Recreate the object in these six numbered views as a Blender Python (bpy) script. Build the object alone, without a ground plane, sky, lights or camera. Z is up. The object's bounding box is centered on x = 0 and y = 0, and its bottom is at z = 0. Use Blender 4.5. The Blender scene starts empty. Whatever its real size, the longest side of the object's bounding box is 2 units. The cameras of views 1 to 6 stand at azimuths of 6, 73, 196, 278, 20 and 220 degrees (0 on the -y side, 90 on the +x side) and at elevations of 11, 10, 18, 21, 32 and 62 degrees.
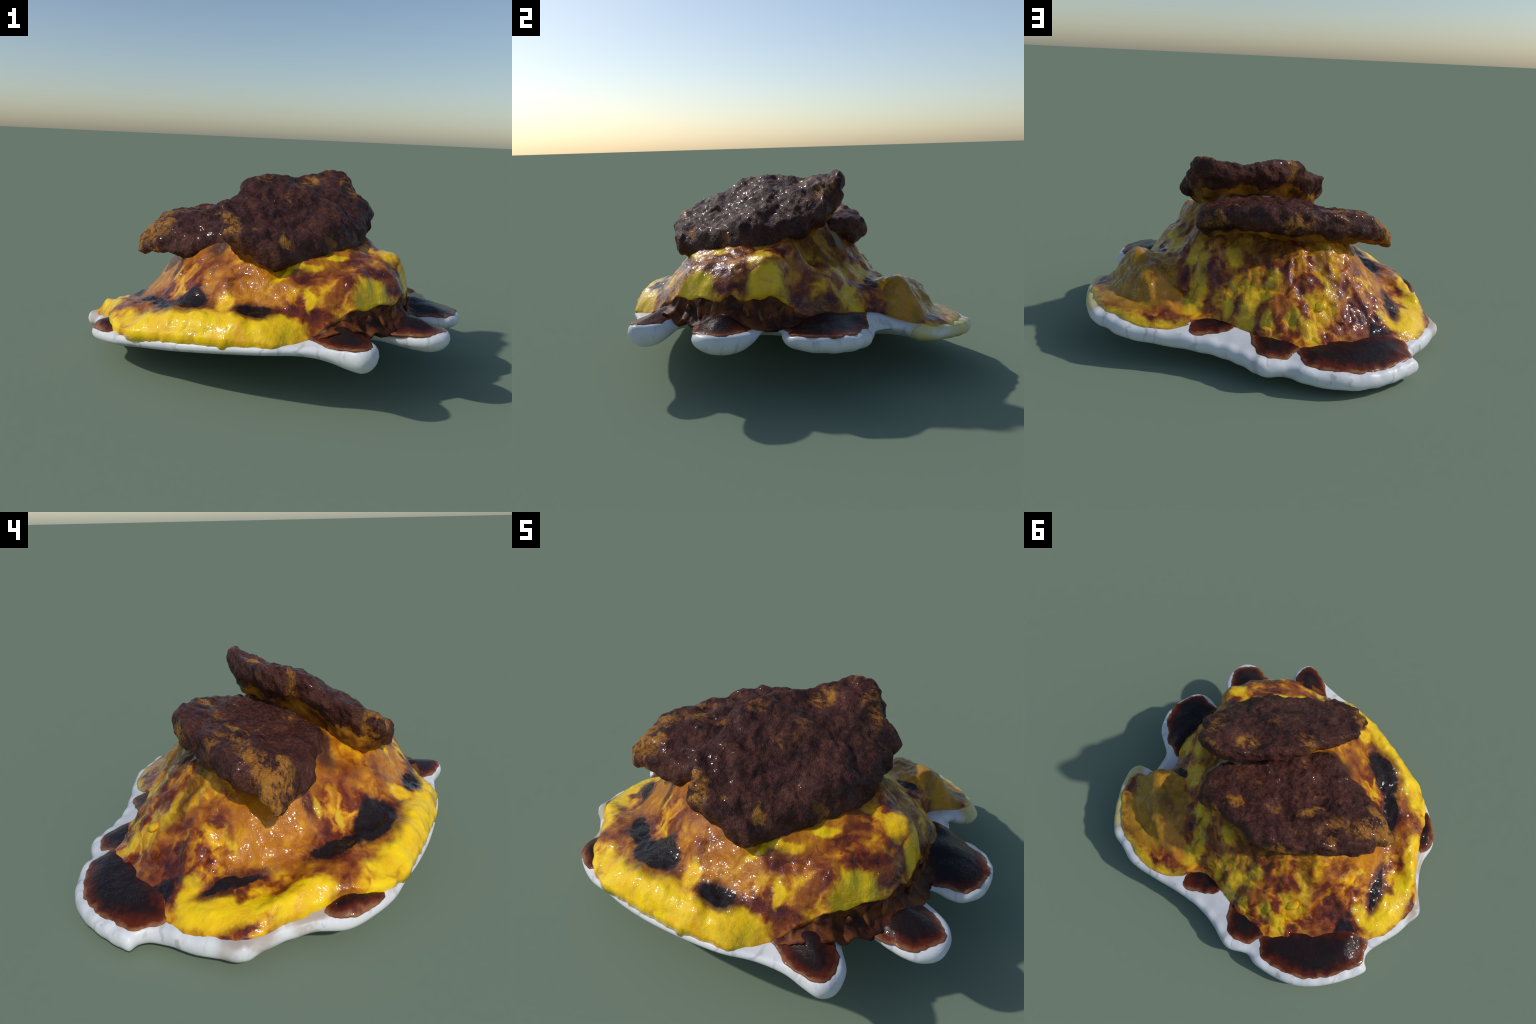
"""A plated omelette with brown sauce and two fried cutlets on a chipped white plate.

Every piece is a 'pad': a closed outline filled with a fine triangle net, with an upper and a
lower sheet given by height rules, a rounded rim, and relief added on top of that.
"""
import bpy, math, random
import numpy as np
from mathutils import Vector, noise, geometry

random.seed(7)
RNG = np.random.default_rng(7)

# ------------------------------------------------------------------ small tools

def closed_spline(pts, step):
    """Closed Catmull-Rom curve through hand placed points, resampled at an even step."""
    P = np.array(pts, float)
    n = len(P)
    fine = []
    for i in range(n):
        a, b, c, d = P[i - 1], P[i], P[(i + 1) % n], P[(i + 2) % n]
        for t in np.linspace(0, 1, 24, endpoint=False):
            fine.append(0.5 * (2 * b + (c - a) * t + (2 * a - 5 * b + 4 * c - d) * t * t + (3 * b - a - 3 * c + d) * t ** 3))
    F = np.array(fine)
    seg = np.linalg.norm(np.roll(F, -1, 0) - F, axis=1)
    s = np.r_[0, np.cumsum(seg)]
    m = max(12, int(s[-1] / step))
    t = np.linspace(0, s[-1], m, endpoint=False)
    G = np.vstack([F, F[:1]])
    return np.c_[[np.interp(t, s, G[:, k]) for k in range(P.shape[1])]].T


def inside(P, L):
    x, y = P[:, 0], P[:, 1]
    r = np.zeros(len(P), bool)
    for (ax, ay), (bx, by) in zip(L, np.roll(L, -1, 0)):
        c = (ay > y) != (by > y)
        if c.any():
            r ^= c & (x < (bx - ax) * (y - ay) / (by - ay + 1e-18) + ax)
    return r


def edge_distance(P, L):
    """Distance of each point to the outline L, and the place along it (index) that is nearest."""
    A, B = L, np.roll(L, -1, 0)
    best, idx = np.full(len(P), 9.0), np.zeros(len(P), int)
    AB = B - A
    den = (AB ** 2).sum(1) + 1e-18
    for i in range(len(A)):
        t = np.clip(((P - A[i]) @ AB[i]) / den[i], 0, 1)
        d = np.linalg.norm(P - A[i] - t[:, None] * AB[i], axis=1)
        m = d < best
        best[m], idx[m] = d[m], i
    return best, idx


class Sheet:
    """Thin plate spline surface z(x, y) through control points."""
    def __init__(self, pts, smooth=0.0):
        P = np.array(pts, float)
        self.X, z, n = P[:, :2], P[:, 2], len(P)
        K = self.kernel(np.linalg.norm(self.X[:, None] - self.X[None], axis=2)) + smooth * np.eye(n)
        Q = np.c_[np.ones(n), self.X]
        M = np.block([[K, Q], [Q.T, np.zeros((3, 3))]])
        s = np.linalg.solve(M, np.r_[z, 0, 0, 0])
        self.w, self.a = s[:n], s[n:]

    @staticmethod
    def kernel(r):
        return r * r * np.log(r + 1e-9)

    def __call__(self, P):
        out = np.empty(len(P))
        for i in range(0, len(P), 20000):
            Q = P[i:i + 20000]
            out[i:i + 20000] = self.kernel(np.linalg.norm(Q[:, None] - self.X[None], axis=2)) @ self.w + self.a[0] + Q @ self.a[1:]
        return out


def smooth(a, b, x):
    t = np.clip((x - a) / (b - a), 0, 1)
    return t * t * (3 - 2 * t)


def fractal(V, scale, seed, octaves=4, kind="fbm"):
    o = Vector((seed * 13.7, seed * 7.3, seed * 3.1))
    if kind == "ridge":
        return np.array([noise.ridged_multi_fractal(Vector(v) / scale + o, 0.9, 2.1, octaves, 1.0, 2.0) - 1 for v in V])
    return np.array([noise.fractal(Vector(v) / scale + o, 0.9, 2.1, octaves) for v in V])


def net(outline, cell, rings):
    """Triangle net inside an outline, denser near the rim. Returns points, triangles, rim count, rim distance."""
    L = outline
    n = len(L)
    tang = np.roll(L, -1, 0) - np.roll(L, 1, 0)
    tang /= np.linalg.norm(tang, axis=1)[:, None] + 1e-12
    area = 0.5 * np.sum(L[:, 0] * np.roll(L[:, 1], -1) - np.roll(L[:, 0], -1) * L[:, 1])
    nor = np.c_[-tang[:, 1], tang[:, 0]] * (1 if area > 0 else -1)
    pts = []
    for r in rings:
        Q = L + nor * r
        Q = Q[inside(Q, L)]
        d, _ = edge_distance(Q, L)
        pts.append(Q[d > r * 0.85])
    lo, hi = L.min(0), L.max(0)
    gx, gy = np.meshgrid(np.arange(lo[0], hi[0], cell), np.arange(lo[1], hi[1], cell * 0.866))
    gx = gx + (np.arange(gx.shape[0]) % 2)[:, None] * cell * 0.5
    G = np.c_[gx.ravel(), gy.ravel()]
    G = G[inside(G, L)]
    d, _ = edge_distance(G, L)
    pts.append(G[d > rings[-1] + cell * 0.6])
    allp = np.vstack([L] + pts)
    res = geometry.delaunay_2d_cdt([Vector(p) for p in allp], [(i, (i + 1) % n) for i in range(n)], [], 1, 1e-7)
    P = np.array([tuple(v) for v in res[0]])
    T = np.array([f for f in res[2] if len(f) == 3])
    orig = res[3]
    rim = np.array([any(k < n for k in o) for o in orig])
    a, b, c = P[T[:, 0]], P[T[:, 1]], P[T[:, 2]]
    flip = ((b - a)[:, 0] * (c - a)[:, 1] - (b - a)[:, 1] * (c - a)[:, 0]) < 0
    T[flip] = T[flip][:, ::-1]
    d, idx = edge_distance(P, L)
    d[rim] = 0
    return P, T, rim, d, idx


def make_mesh(name, V, F, mats, parent=None, location=(0, 0, 0), smooth_faces=True):
    me = bpy.data.meshes.new(name)
    me.from_pydata([tuple(v) for v in V], [], [tuple(int(i) for i in f) for f in F])
    me.update()
    for m in (mats if isinstance(mats, (list, tuple)) else [mats]):
        me.materials.append(m)
    if smooth_faces:
        me.polygons.foreach_set("use_smooth", [True] * len(me.polygons))
    ob = bpy.data.objects.new(name, me)
    bpy.context.scene.collection.objects.link(ob)
    ob.location = location
    if parent:
        ob.parent = parent
    return ob


def vertex_normals(V, F):
    N = np.zeros_like(V)
    a, b, c = V[F[:, 0]], V[F[:, 1]], V[F[:, 2]]
    fn = np.cross(b - a, c - a)
    for k in range(3):
        np.add.at(N, F[:, k], fn)
    return N / (np.linalg.norm(N, axis=1)[:, None] + 1e-12)


def pad(outline, cell, rings, top, bottom):
    """Closed body: top(P, d) and bottom(P, d) are heights, equal at the rim (d = 0)."""
    P, T, rim, d, idx = net(outline, cell, rings)
    zt, zb = top(P, d, idx), bottom(P, d, idx)
    n = len(P)
    zt = np.where(rim, 0.5 * (zt + zb), zt)
    low = np.arange(n) + n
    low[rim] = np.where(rim)[0]
    V = np.vstack([np.c_[P, zt], np.c_[P, zb]])
    F = np.vstack([T, low[T][:, ::-1]])
    used = np.unique(F)
    remap = np.full(len(V), -1)
    remap[used] = np.arange(len(used))
    return V[used], remap[F], n


def cushion(d, r):
    """0 at the rim rising to 1 at distance r, quarter round."""
    t = np.clip(1 - d / r, 0, 1)
    return np.sqrt(np.clip(1 - t * t, 0, 1))

# ------------------------------------------------------------------ material tools

class Nodes:
    def __init__(self, name):
        self.mat = bpy.data.materials.new(name)
        self.mat.use_nodes = True
        self.t = self.mat.node_tree
        self.bsdf = self.t.nodes["Principled BSDF"]
        self.last = None
        self.co = self.n("ShaderNodeTexCoord").outputs["Object"]

    def n(self, kind, **kw):
        nd = self.t.nodes.new(kind)
        for k, v in kw.items():
            setattr(nd, k, v)
        return nd

    def link(self, a, b):
        self.t.links.new(a, b)

    def put(self, sock, v):
        if hasattr(v, "is_output"):
            self.link(v, sock)
        else:
            sock.default_value = v

    def math(self, op, a, b=0.0, clamp=False):
        nd = self.n("ShaderNodeMath", operation=op, use_clamp=clamp)
        self.put(nd.inputs[0], a)
        self.put(nd.inputs[1], b)
        return nd.outputs[0]

    def vec(self, op, a, b):
        nd = self.n("ShaderNodeVectorMath", operation=op)
        self.put(nd.inputs[0], a)
        self.put(nd.inputs[1], b)
        return nd.outputs[0]

    def noise(self, scale, detail=4, rough=0.55, co=None, dist=0.0, stretch=None, rot=(0, 0, 0), out="Fac"):
        co = self.co if co is None else co
        if stretch:
            mp = self.n("ShaderNodeMapping")
            self.link(co, mp.inputs[0])
            mp.inputs["Scale"].default_value = stretch
            mp.inputs["Rotation"].default_value = rot
            co = mp.outputs[0]
        nd = self.n("ShaderNodeTexNoise")
        self.link(co, nd.inputs["Vector"])
        for k, v in (("Scale", scale), ("Detail", detail), ("Roughness", rough), ("Distortion", dist)):
            nd.inputs[k].default_value = v
        return nd.outputs[out]

    def ramp(self, fac, stops, mode="LINEAR"):
        nd = self.n("ShaderNodeValToRGB")
        nd.color_ramp.interpolation = mode
        e = nd.color_ramp.elements
        while len(e) < len(stops):
            e.new(0.5)
        for el, (p, c) in zip(e, stops):
            el.position = p
            el.color = (*c, 1)
        self.link(fac, nd.inputs[0])
        return nd.outputs[0]

    def step(self, fac, a, b):
        nd = self.n("ShaderNodeMapRange", interpolation_type="SMOOTHSTEP")
        self.put(nd.inputs["Value"], fac)
        nd.inputs["From Min"].default_value = a
        nd.inputs["From Max"].default_value = b
        return nd.outputs[0]

    def mix(self, fac, a, b):
        nd = self.n("ShaderNodeMix", data_type="RGBA")
        self.put(nd.inputs["Factor"], fac)
        for s, v in ((nd.inputs[6], a), (nd.inputs[7], b)):
            self.put(s, v if hasattr(v, "is_output") else (*v, 1))
        return nd.outputs[2]

    def warped(self, amount, scale, seed=0.0, extra=0.0):
        c = self.noise(scale, 3, 0.6, out="Color", co=self.vec("ADD", self.co, (seed, seed * 2, 0)))
        c = self.vec("SUBTRACT", c, (0.5, 0.5, 0.5))
        out = self.vec("ADD", self.co, self.vec("MULTIPLY", c, (amount, amount, amount)))
        if extra:
            f = self.vec("SUBTRACT", self.noise(scale * 4.2, 3, 0.65, out="Color", dist=0.8), (0.5, 0.5, 0.5))
            out = self.vec("ADD", out, self.vec("MULTIPLY", f, (extra * 2, extra * 2, extra * 2)))
        return out

    def patches(self, co, blobs, soft=0.25):
        """Soft mask made of stretched blobs (x, y, radius along, radius across, turn in degrees)."""
        best = None
        for x, y, ra, rb, turn in blobs:
            mp = self.n("ShaderNodeMapping", vector_type="TEXTURE")
            # each blob waits for the one before, so that few values are alive at a time
            src = co
            if self.last is not None:
                ma = self.n("ShaderNodeVectorMath", operation="MULTIPLY_ADD")
                self.link(self.last, ma.inputs[0])
                ma.inputs[1].default_value = (1e-7, 1e-7, 1e-7)
                self.link(co, ma.inputs[2])
                src = ma.outputs[0]
            self.link(src, mp.inputs[0])
            mp.inputs["Location"].default_value = (x, y, 0.4)
            mp.inputs["Rotation"].default_value = (0, 0, math.radians(turn))
            mp.inputs["Scale"].default_value = (ra, rb, 8.0)
            ln = self.n("ShaderNodeVectorMath", operation="LENGTH")
            self.link(mp.outputs[0], ln.inputs[0])
            best = ln.outputs["Value"] if best is None else self.math("MINIMUM", best, ln.outputs["Value"])
            self.last = best
        return self.step(best, 1 + soft, 1 - soft)

    def bump(self, height, strength, distance, normal=None):
        nd = self.n("ShaderNodeBump")
        nd.inputs["Strength"].default_value = strength
        nd.inputs["Distance"].default_value = distance
        self.link(height, nd.inputs["Height"])
        if normal:
            self.link(normal, nd.inputs["Normal"])
        return nd.outputs[0]

    def finish(self, colour, rough, normal=None, spec=0.4, coat=0.0):
        self.put(self.bsdf.inputs["Base Color"], colour)
        self.put(self.bsdf.inputs["Roughness"], rough)
        self.bsdf.inputs["Specular IOR Level"].default_value = spec
        self.bsdf.inputs["Coat Weight"].default_value = coat
        self.bsdf.inputs["Coat Roughness"].default_value = 0.15
        if normal:
            self.link(normal, self.bsdf.inputs["Normal"])
        if coat:
            self.bsdf.inputs["Coat Roughness"].default_value = 0.07
            # a wet film with loose groups of fine strands that catch the sun
            film = self.bump(self.noise(22, 2, 0.5, dist=0.4), 0.55, 0.02)
            self.link(self.bump(strands(self), 0.8, 0.012, film), self.bsdf.inputs["Coat Normal"])
        return self.mat


YELLOW, GOLD, AMBER = (0.93, 0.63, 0.006), (0.74, 0.37, 0.007), (0.49, 0.180, 0.008)
OLIVE, RUST, BROWN, DEEP, BLACK = (0.50, 0.36, 0.015), (0.24, 0.048, 0.007), (0.090, 0.014, 0.007), (0.035, 0.008, 0.007), (0.011, 0.008, 0.009)


def streaks(m, fine=1.0):
    """Short glossy strands lying in every direction, as a height."""
    a = m.noise(30 * fine, 2, 0.5, stretch=(1, 5, 2), rot=(0.3, 0.2, 0.5), dist=0.6)
    b = m.noise(30 * fine, 2, 0.5, stretch=(5, 1, 2), rot=(0.1, 0.4, 1.1), dist=0.6)
    return m.math("MAXIMUM", a, b)


def strands(m):
    a = m.noise(34, 1, 0.5, stretch=(1, 6, 2), rot=(0.2, 0.1, 0.4))
    b = m.noise(34, 1, 0.5, stretch=(6, 1, 2), rot=(0.1, 0.3, 0.9))
    c = m.noise(34, 1, 0.5, stretch=(4, 4, 1), rot=(0.5, 0.2, 0.1))
    h = m.math("MAXIMUM", m.math("MAXIMUM", a, b), c)
    return m.math("MULTIPLY", m.step(h, 0.60, 0.73), m.step(m.noise(7, 2, 0.5), 0.42, 0.58))


def egg_material():
    m = Nodes("glazed_egg")
    co = m.warped(0.085, 8.0, extra=0.010)
    # mottled skin: egg showing through sauce that has run downhill
    n1 = m.noise(6.5, 2.2, 0.5, co=co, dist=0.7)
    n2 = m.noise(15.0, 2.0, 0.5, co=co, dist=0.8)
    mott = m.math("ADD", m.math("MULTIPLY", n1, 0.55), m.math("MULTIPLY", n2, 0.45))
    skin = m.ramp(mott, [(0.38, BROWN), (0.46, RUST), (0.525, AMBER), (0.60, GOLD), (0.70, YELLOW)])
    wet = m.ramp(mott, [(0.38, (0.050, 0.010, 0.007)), (0.48, (0.135, 0.022, 0.009)), (0.60, (0.34, 0.095, 0.010))])
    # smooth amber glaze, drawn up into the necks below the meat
    shiny = m.ramp(n2, [(0.30, (0.40, 0.125, 0.005)), (0.52, AMBER), (0.72, (0.62, 0.27, 0.008))])
    amber = m.patches(co, [(-0.54, -0.03, 0.19, 0.12, -65), (-0.33, -0.14, 0.16, 0.10, -30), (-0.08, -0.54, 0.13, 0.055, 10), (0.04, -0.60, 0.12, 0.06, 10), (-0.20, -0.42, 0.10, 0.04, -40), (0.15, -0.3, 0.28, 0.25, 0)], 0.3)
    col = m.mix(m.math("MULTIPLY", amber, 0.92), skin, shiny)
    runny = m.patches(co, [(0.56, 0.55, 0.24, 0.19, -30), (0.70, 0.44, 0.13, 0.10, -20)], 0.2)
    col = m.mix(m.math("MULTIPLY", runny, 0.9), col, m.ramp(n1, [(0.30, (0.20, 0.085, 0.010)), (0.5, (0.36, 0.19, 0.010)), (0.7, (0.48, 0.22, 0.016))]))
    flap = m.patches(co, [(0.36, 0.64, 0.11, 0.05, -35), (0.75, 0.385, 0.06, 0.03, -30)], 0.25)
    col = m.mix(m.math("MULTIPLY", flap, 0.9), col, (0.52, 0.22, 0.018))
    # clean bright egg: the folded rim, the lip and the curds
    clean = m.patches(co, [(-0.30, -0.64, 0.22, 0.075, -20), (-0.54, -0.54, 0.14, 0.055, -35), (-0.60, -0.47, 0.06, 0.03, -40), (-0.06, -0.715, 0.20, 0.045, -5), (0.10, -0.735, 0.10, 0.05, 5), (-0.45, -0.655, 0.22, 0.035, -22), (-0.08, -0.77, 0.26, 0.035, -6), (-0.68, -0.50, 0.10, 0.03, -50), (-0.13, -0.595, 0.035, 0.05, 0),
                           (-0.50, -0.41, 0.09, 0.022, 140), (-0.80, -0.19, 0.14, 0.055, -65), (-0.85, 0.0, 0.10, 0.05, 100), (-0.86, 0.15, 0.15, 0.07, 100), (-0.80, 0.26, 0.07, 0.05, 0),
                           (0.51, -0.565, 0.085, 0.04, 42), (0.25, -0.637, 0.018, 0.04, 20), (0.60, -0.27, 0.045, 0.055, 0), (0.69, -0.27, 0.035, 0.085, 0), (0.185, -0.51, 0.10, 0.020, 18), (0.36, -0.40, 0.06, 0.02, 30)], 0.32)
    bright = m.ramp(n1, [(0.28, GOLD), (0.42, (0.88, 0.53, 0.007)), (0.58, YELLOW)])
    col = m.mix(m.math("MULTIPLY", clean, 0.95), col, bright)
    curd = m.patches(co, [(-0.43, 0.39, 0.075, 0.045, -45), (-0.535, 0.20, 0.03, 0.02, 0), (-0.60, 0.125, 0.05, 0.022, 30), (-0.45, 0.50, 0.035, 0.02, 0), (-0.415, 0.615, 0.06, 0.03, -20), (-0.096, 0.57, 0.055, 0.06, 0), (-0.185, 0.50, 0.05, 0.03, 20),
                          (-0.09, 0.64, 0.045, 0.05, 0), (-0.20, 0.645, 0.03, 0.03, 0), (-0.38, 0.487, 0.035, 0.02, 0), (-0.33, 0.60, 0.035, 0.03, 0), (-0.72, 0.25, 0.05, 0.025, 60), (0.305, 0.433, 0.035, 0.06, 0), (0.231, 0.459, 0.03, 0.05, 0),
                          (0.066, 0.445, 0.04, 0.03, 0), (0.22, 0.54, 0.045, 0.04, 0), (0.227, 0.615, 0.045, 0.06, 0), (0.538, 0.148, 0.045, 0.05, 30), (0.65, 0.14, 0.025, 0.06, 20), (0.70, 0.14, 0.025, 0.07, 0), (0.46, 0.293, 0.03, 0.07, 20), (0.50, 0.04, 0.02, 0.06, 10),
                          (0.02, 0.57, 0.03, 0.06, 0), (-0.43, -0.23, 0.03, 0.02, 30), (-0.40, -0.33, 0.03, 0.02, 30), (0.88, 0.47, 0.03, 0.13, 10), (0.78, 0.68, 0.14, 0.035, -48), (0.50, 0.80, 0.20, 0.035, -10), (0.27, 0.765, 0.09, 0.045, 25)], 0.35)
    col = m.mix(m.math("MULTIPLY", curd, 0.75), col, m.ramp(n2, [(0.30, (0.55, 0.30, 0.012)), (0.5, (0.70, 0.46, 0.014)), (0.65, (0.80, 0.56, 0.016))]))
    # sauce smeared over the egg
    smear = m.patches(co, [(-0.26, -0.30, 0.13, 0.06, -50), (-0.63, -0.33, 0.17, 0.045, -60), (-0.68, -0.36, 0.06, 0.04, 0), (-0.52, 0.25, 0.18, 0.035, 82), (-0.30, 0.47, 0.06, 0.035, 0), (-0.24, 0.582, 0.06, 0.03, 0), (-0.117, 0.513, 0.05, 0.02, 20),
                           (-0.594, 0.352, 0.07, 0.045, 30), (-0.56, 0.134, 0.05, 0.022, 20), (-0.62, 0.46, 0.16, 0.09, -30), (0.10, 0.524, 0.09, 0.022, 0), (-0.067, 0.43, 0.10, 0.04, 0), (0.143, 0.60, 0.022, 0.08, 0), (0.323, 0.50, 0.03, 0.04, 0), (0.30, 0.71, 0.09, 0.035, -15),
                           (0.28, -0.545, 0.16, 0.045, 8), (0.40, -0.44, 0.10, 0.03, 35), (0.38, -0.60, 0.06, 0.025, 30), (-0.148, -0.50, 0.06, 0.03, -40), (-0.65, -0.15, 0.08, 0.04, 70), (0.34, -0.626, 0.05, 0.022, 10), (0.172, -0.672, 0.06, 0.02, 5), (0.465, -0.356, 0.06, 0.035, 30), (0.59, -0.43, 0.07, 0.04, 40), (0.62, -0.07, 0.055, 0.07, 0), (0.63, 0.09, 0.05, 0.02, 0), (0.69, -0.10, 0.05, 0.06, 0),
                           (0.52, 0.10, 0.02, 0.06, 40), (-0.78, 0.05, 0.05, 0.03, 0), (-0.42, -0.18, 0.06, 0.03, 20), (0.30, -0.67, 0.07, 0.02, 20)], 0.45)
    col = m.mix(m.math("MULTIPLY", smear, m.step(n2, 0.30, 0.52)), col, wet)
    cop = m.warped(0.060, 11.0, 3.0, extra=0.006)
    halo = m.patches(cop, [(-0.36, -0.50, 0.18, 0.10, 152), (-0.53, -0.32, 0.16, 0.065, 125), (0.01, -0.665, 0.11, 0.055, -8), (-0.73, 0.08, 0.18, 0.05, 108), (-0.72, 0.42, 0.17, 0.10, -40), (0.75, -0.01, 0.05, 0.12, 0)], 0.25)
    col = m.mix(m.math("MULTIPLY", halo, 0.85), col, m.ramp(n2, [(0.35, DEEP), (0.5, BROWN), (0.65, RUST)]))
    pool = m.patches(cop, [(-0.36, -0.48, 0.145, 0.075, 150), (-0.53, -0.32, 0.13, 0.042, 125), (0.01, -0.66, 0.082, 0.038, -8), (-0.735, 0.10, 0.12, 0.022, 108),
                           (-0.76, 0.42, 0.11, 0.06, -40), (0.565, 0.31, 0.05, 0.03, 10), (0.77, -0.01, 0.03, 0.10, 0)], 0.13)
    col = m.mix(m.math("MULTIPLY", pool, 0.97), col, BLACK)
    # dark brown patches on the neck walls below the meat
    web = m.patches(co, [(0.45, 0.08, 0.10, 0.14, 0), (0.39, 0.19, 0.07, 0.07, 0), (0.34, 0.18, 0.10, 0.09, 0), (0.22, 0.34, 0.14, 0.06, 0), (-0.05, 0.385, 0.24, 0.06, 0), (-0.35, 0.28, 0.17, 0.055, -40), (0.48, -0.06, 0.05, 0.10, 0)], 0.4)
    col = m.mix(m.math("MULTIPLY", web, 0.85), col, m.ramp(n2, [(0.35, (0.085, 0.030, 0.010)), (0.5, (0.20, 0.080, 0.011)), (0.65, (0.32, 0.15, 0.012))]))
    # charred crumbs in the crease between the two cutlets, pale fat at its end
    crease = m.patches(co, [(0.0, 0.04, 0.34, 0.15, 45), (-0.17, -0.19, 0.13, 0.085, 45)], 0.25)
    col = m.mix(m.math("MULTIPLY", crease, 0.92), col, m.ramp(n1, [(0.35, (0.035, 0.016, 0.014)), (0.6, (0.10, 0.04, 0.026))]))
    pale = m.patches(co, [(0.30, 0.20, 0.08, 0.035, 30)], 0.3)
    col = m.mix(m.math("MULTIPLY", pale, 0.6), col, (0.36, 0.29, 0.22))
    wetness = m.math("MAXIMUM", pool, m.math("MULTIPLY", clean, 0.5))
    b = m.bump(m.noise(26, 4, 0.6, dist=0.5), 0.30, 0.02)
    fine = m.bump(streaks(m), 0.3, 0.012, b)
    nd = fine.node
    m.link(m.math("MULTIPLY", m.math("SUBTRACT", 1.0, wetness), 0.22), nd.inputs["Strength"])
    rough = m.math("ADD", m.math("MULTIPLY", m.noise(40, 2), 0.25), 0.13)
    m.link(m.math("ADD", m.math("MULTIPLY", m.math("SUBTRACT", 1.0, pool), 0.06), 0.02), m.bsdf.inputs["Specular IOR Level"])
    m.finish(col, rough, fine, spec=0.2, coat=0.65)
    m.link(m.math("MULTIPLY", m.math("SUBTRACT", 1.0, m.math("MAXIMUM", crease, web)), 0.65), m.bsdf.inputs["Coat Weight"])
    return m.mat


def crust_material(pale):
    m = Nodes("fried_crust")
    co = m.warped(0.11, 9.0, extra=0.02)
    n1 = m.noise(9, 5, 0.65, co=co)
    n2 = m.noise(60, 3, 0.6)
    dark = m.ramp(m.math("ADD", m.math("MULTIPLY", n1, 0.6), m.math("MULTIPLY", n2, 0.4)),
                  [(0.35, (0.018, 0.009, 0.009)), (0.46, (0.060, 0.021, 0.017)), (0.57, (0.105, 0.038, 0.027)), (0.70, (0.18, 0.070, 0.038))])
    tan = m.ramp(n1, [(0.30, (0.16, 0.055, 0.014)), (0.5, (0.34, 0.14, 0.022)), (0.7, (0.46, 0.22, 0.035))])
    spots = m.patches(co, pale, 0.35)
    loose = m.math("MULTIPLY", m.step(m.noise(6.5, 3, 0.6, co=co), 0.60, 0.70), 0.55)
    col = m.mix(m.math("MULTIPLY", m.math("MAXIMUM", spots, loose), m.step(m.math("ADD", m.math("MULTIPLY", n1, 0.5), m.math("MULTIPLY", m.noise(20, 4, 0.6, stretch=(1, 2.2, 1), rot=(0, 0, 0.7), dist=0.8), 0.5)), 0.42, 0.54)), dark, tan)
    pit = m.step(m.noise(24, 3, 0.6), 0.62, 0.72)
    col = m.mix(m.math("MULTIPLY", pit, 0.5), col, (0.03, 0.012, 0.012))
    b = m.bump(m.noise(30, 5, 0.65), 0.85, 0.025)
    b = m.bump(streaks(m, 1.6), 0.6, 0.010, b)
    return m.finish(col, m.math("ADD", m.math("MULTIPLY", n2, 0.35), 0.28), b, spec=0.08, coat=0.22)


def sauce_material():
    m = Nodes("brown_sauce")
    n1 = m.noise(9, 4, 0.6, dist=0.5)
    col = m.ramp(n1, [(0.35, (0.010, 0.007, 0.007)), (0.52, (0.028, 0.008, 0.006)), (0.70, (0.085, 0.014, 0.006))])
    # thinner and browner towards the rim of the puddle
    at = m.n("ShaderNodeAttribute", attribute_name="rim_distance")
    thin = m.math("ADD", at.outputs["Fac"], m.math("MULTIPLY", m.math("SUBTRACT", m.noise(22, 3), 0.5), 0.05))
    col = m.mix(m.math("MULTIPLY", m.step(thin, 0.045, 0.085), 0.85), col, BLACK)
    col = m.mix(m.step(thin, 0.050, 0.018), col, m.ramp(n1, [(0.35, (0.055, 0.011, 0.007)), (0.65, (0.13, 0.022, 0.007))]))
    col = m.mix(m.step(thin, 0.022, 0.002), col, m.ramp(n1, [(0.35, (0.15, 0.045, 0.018)), (0.65, (0.30, 0.13, 0.06))]))
    b = m.bump(m.noise(14, 2), 0.25, 0.02)
    b = m.bump(streaks(m, 0.9), 0.25, 0.008, b)
    return m.finish(col, 0.28, b, spec=0.08, coat=0.22)


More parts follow.
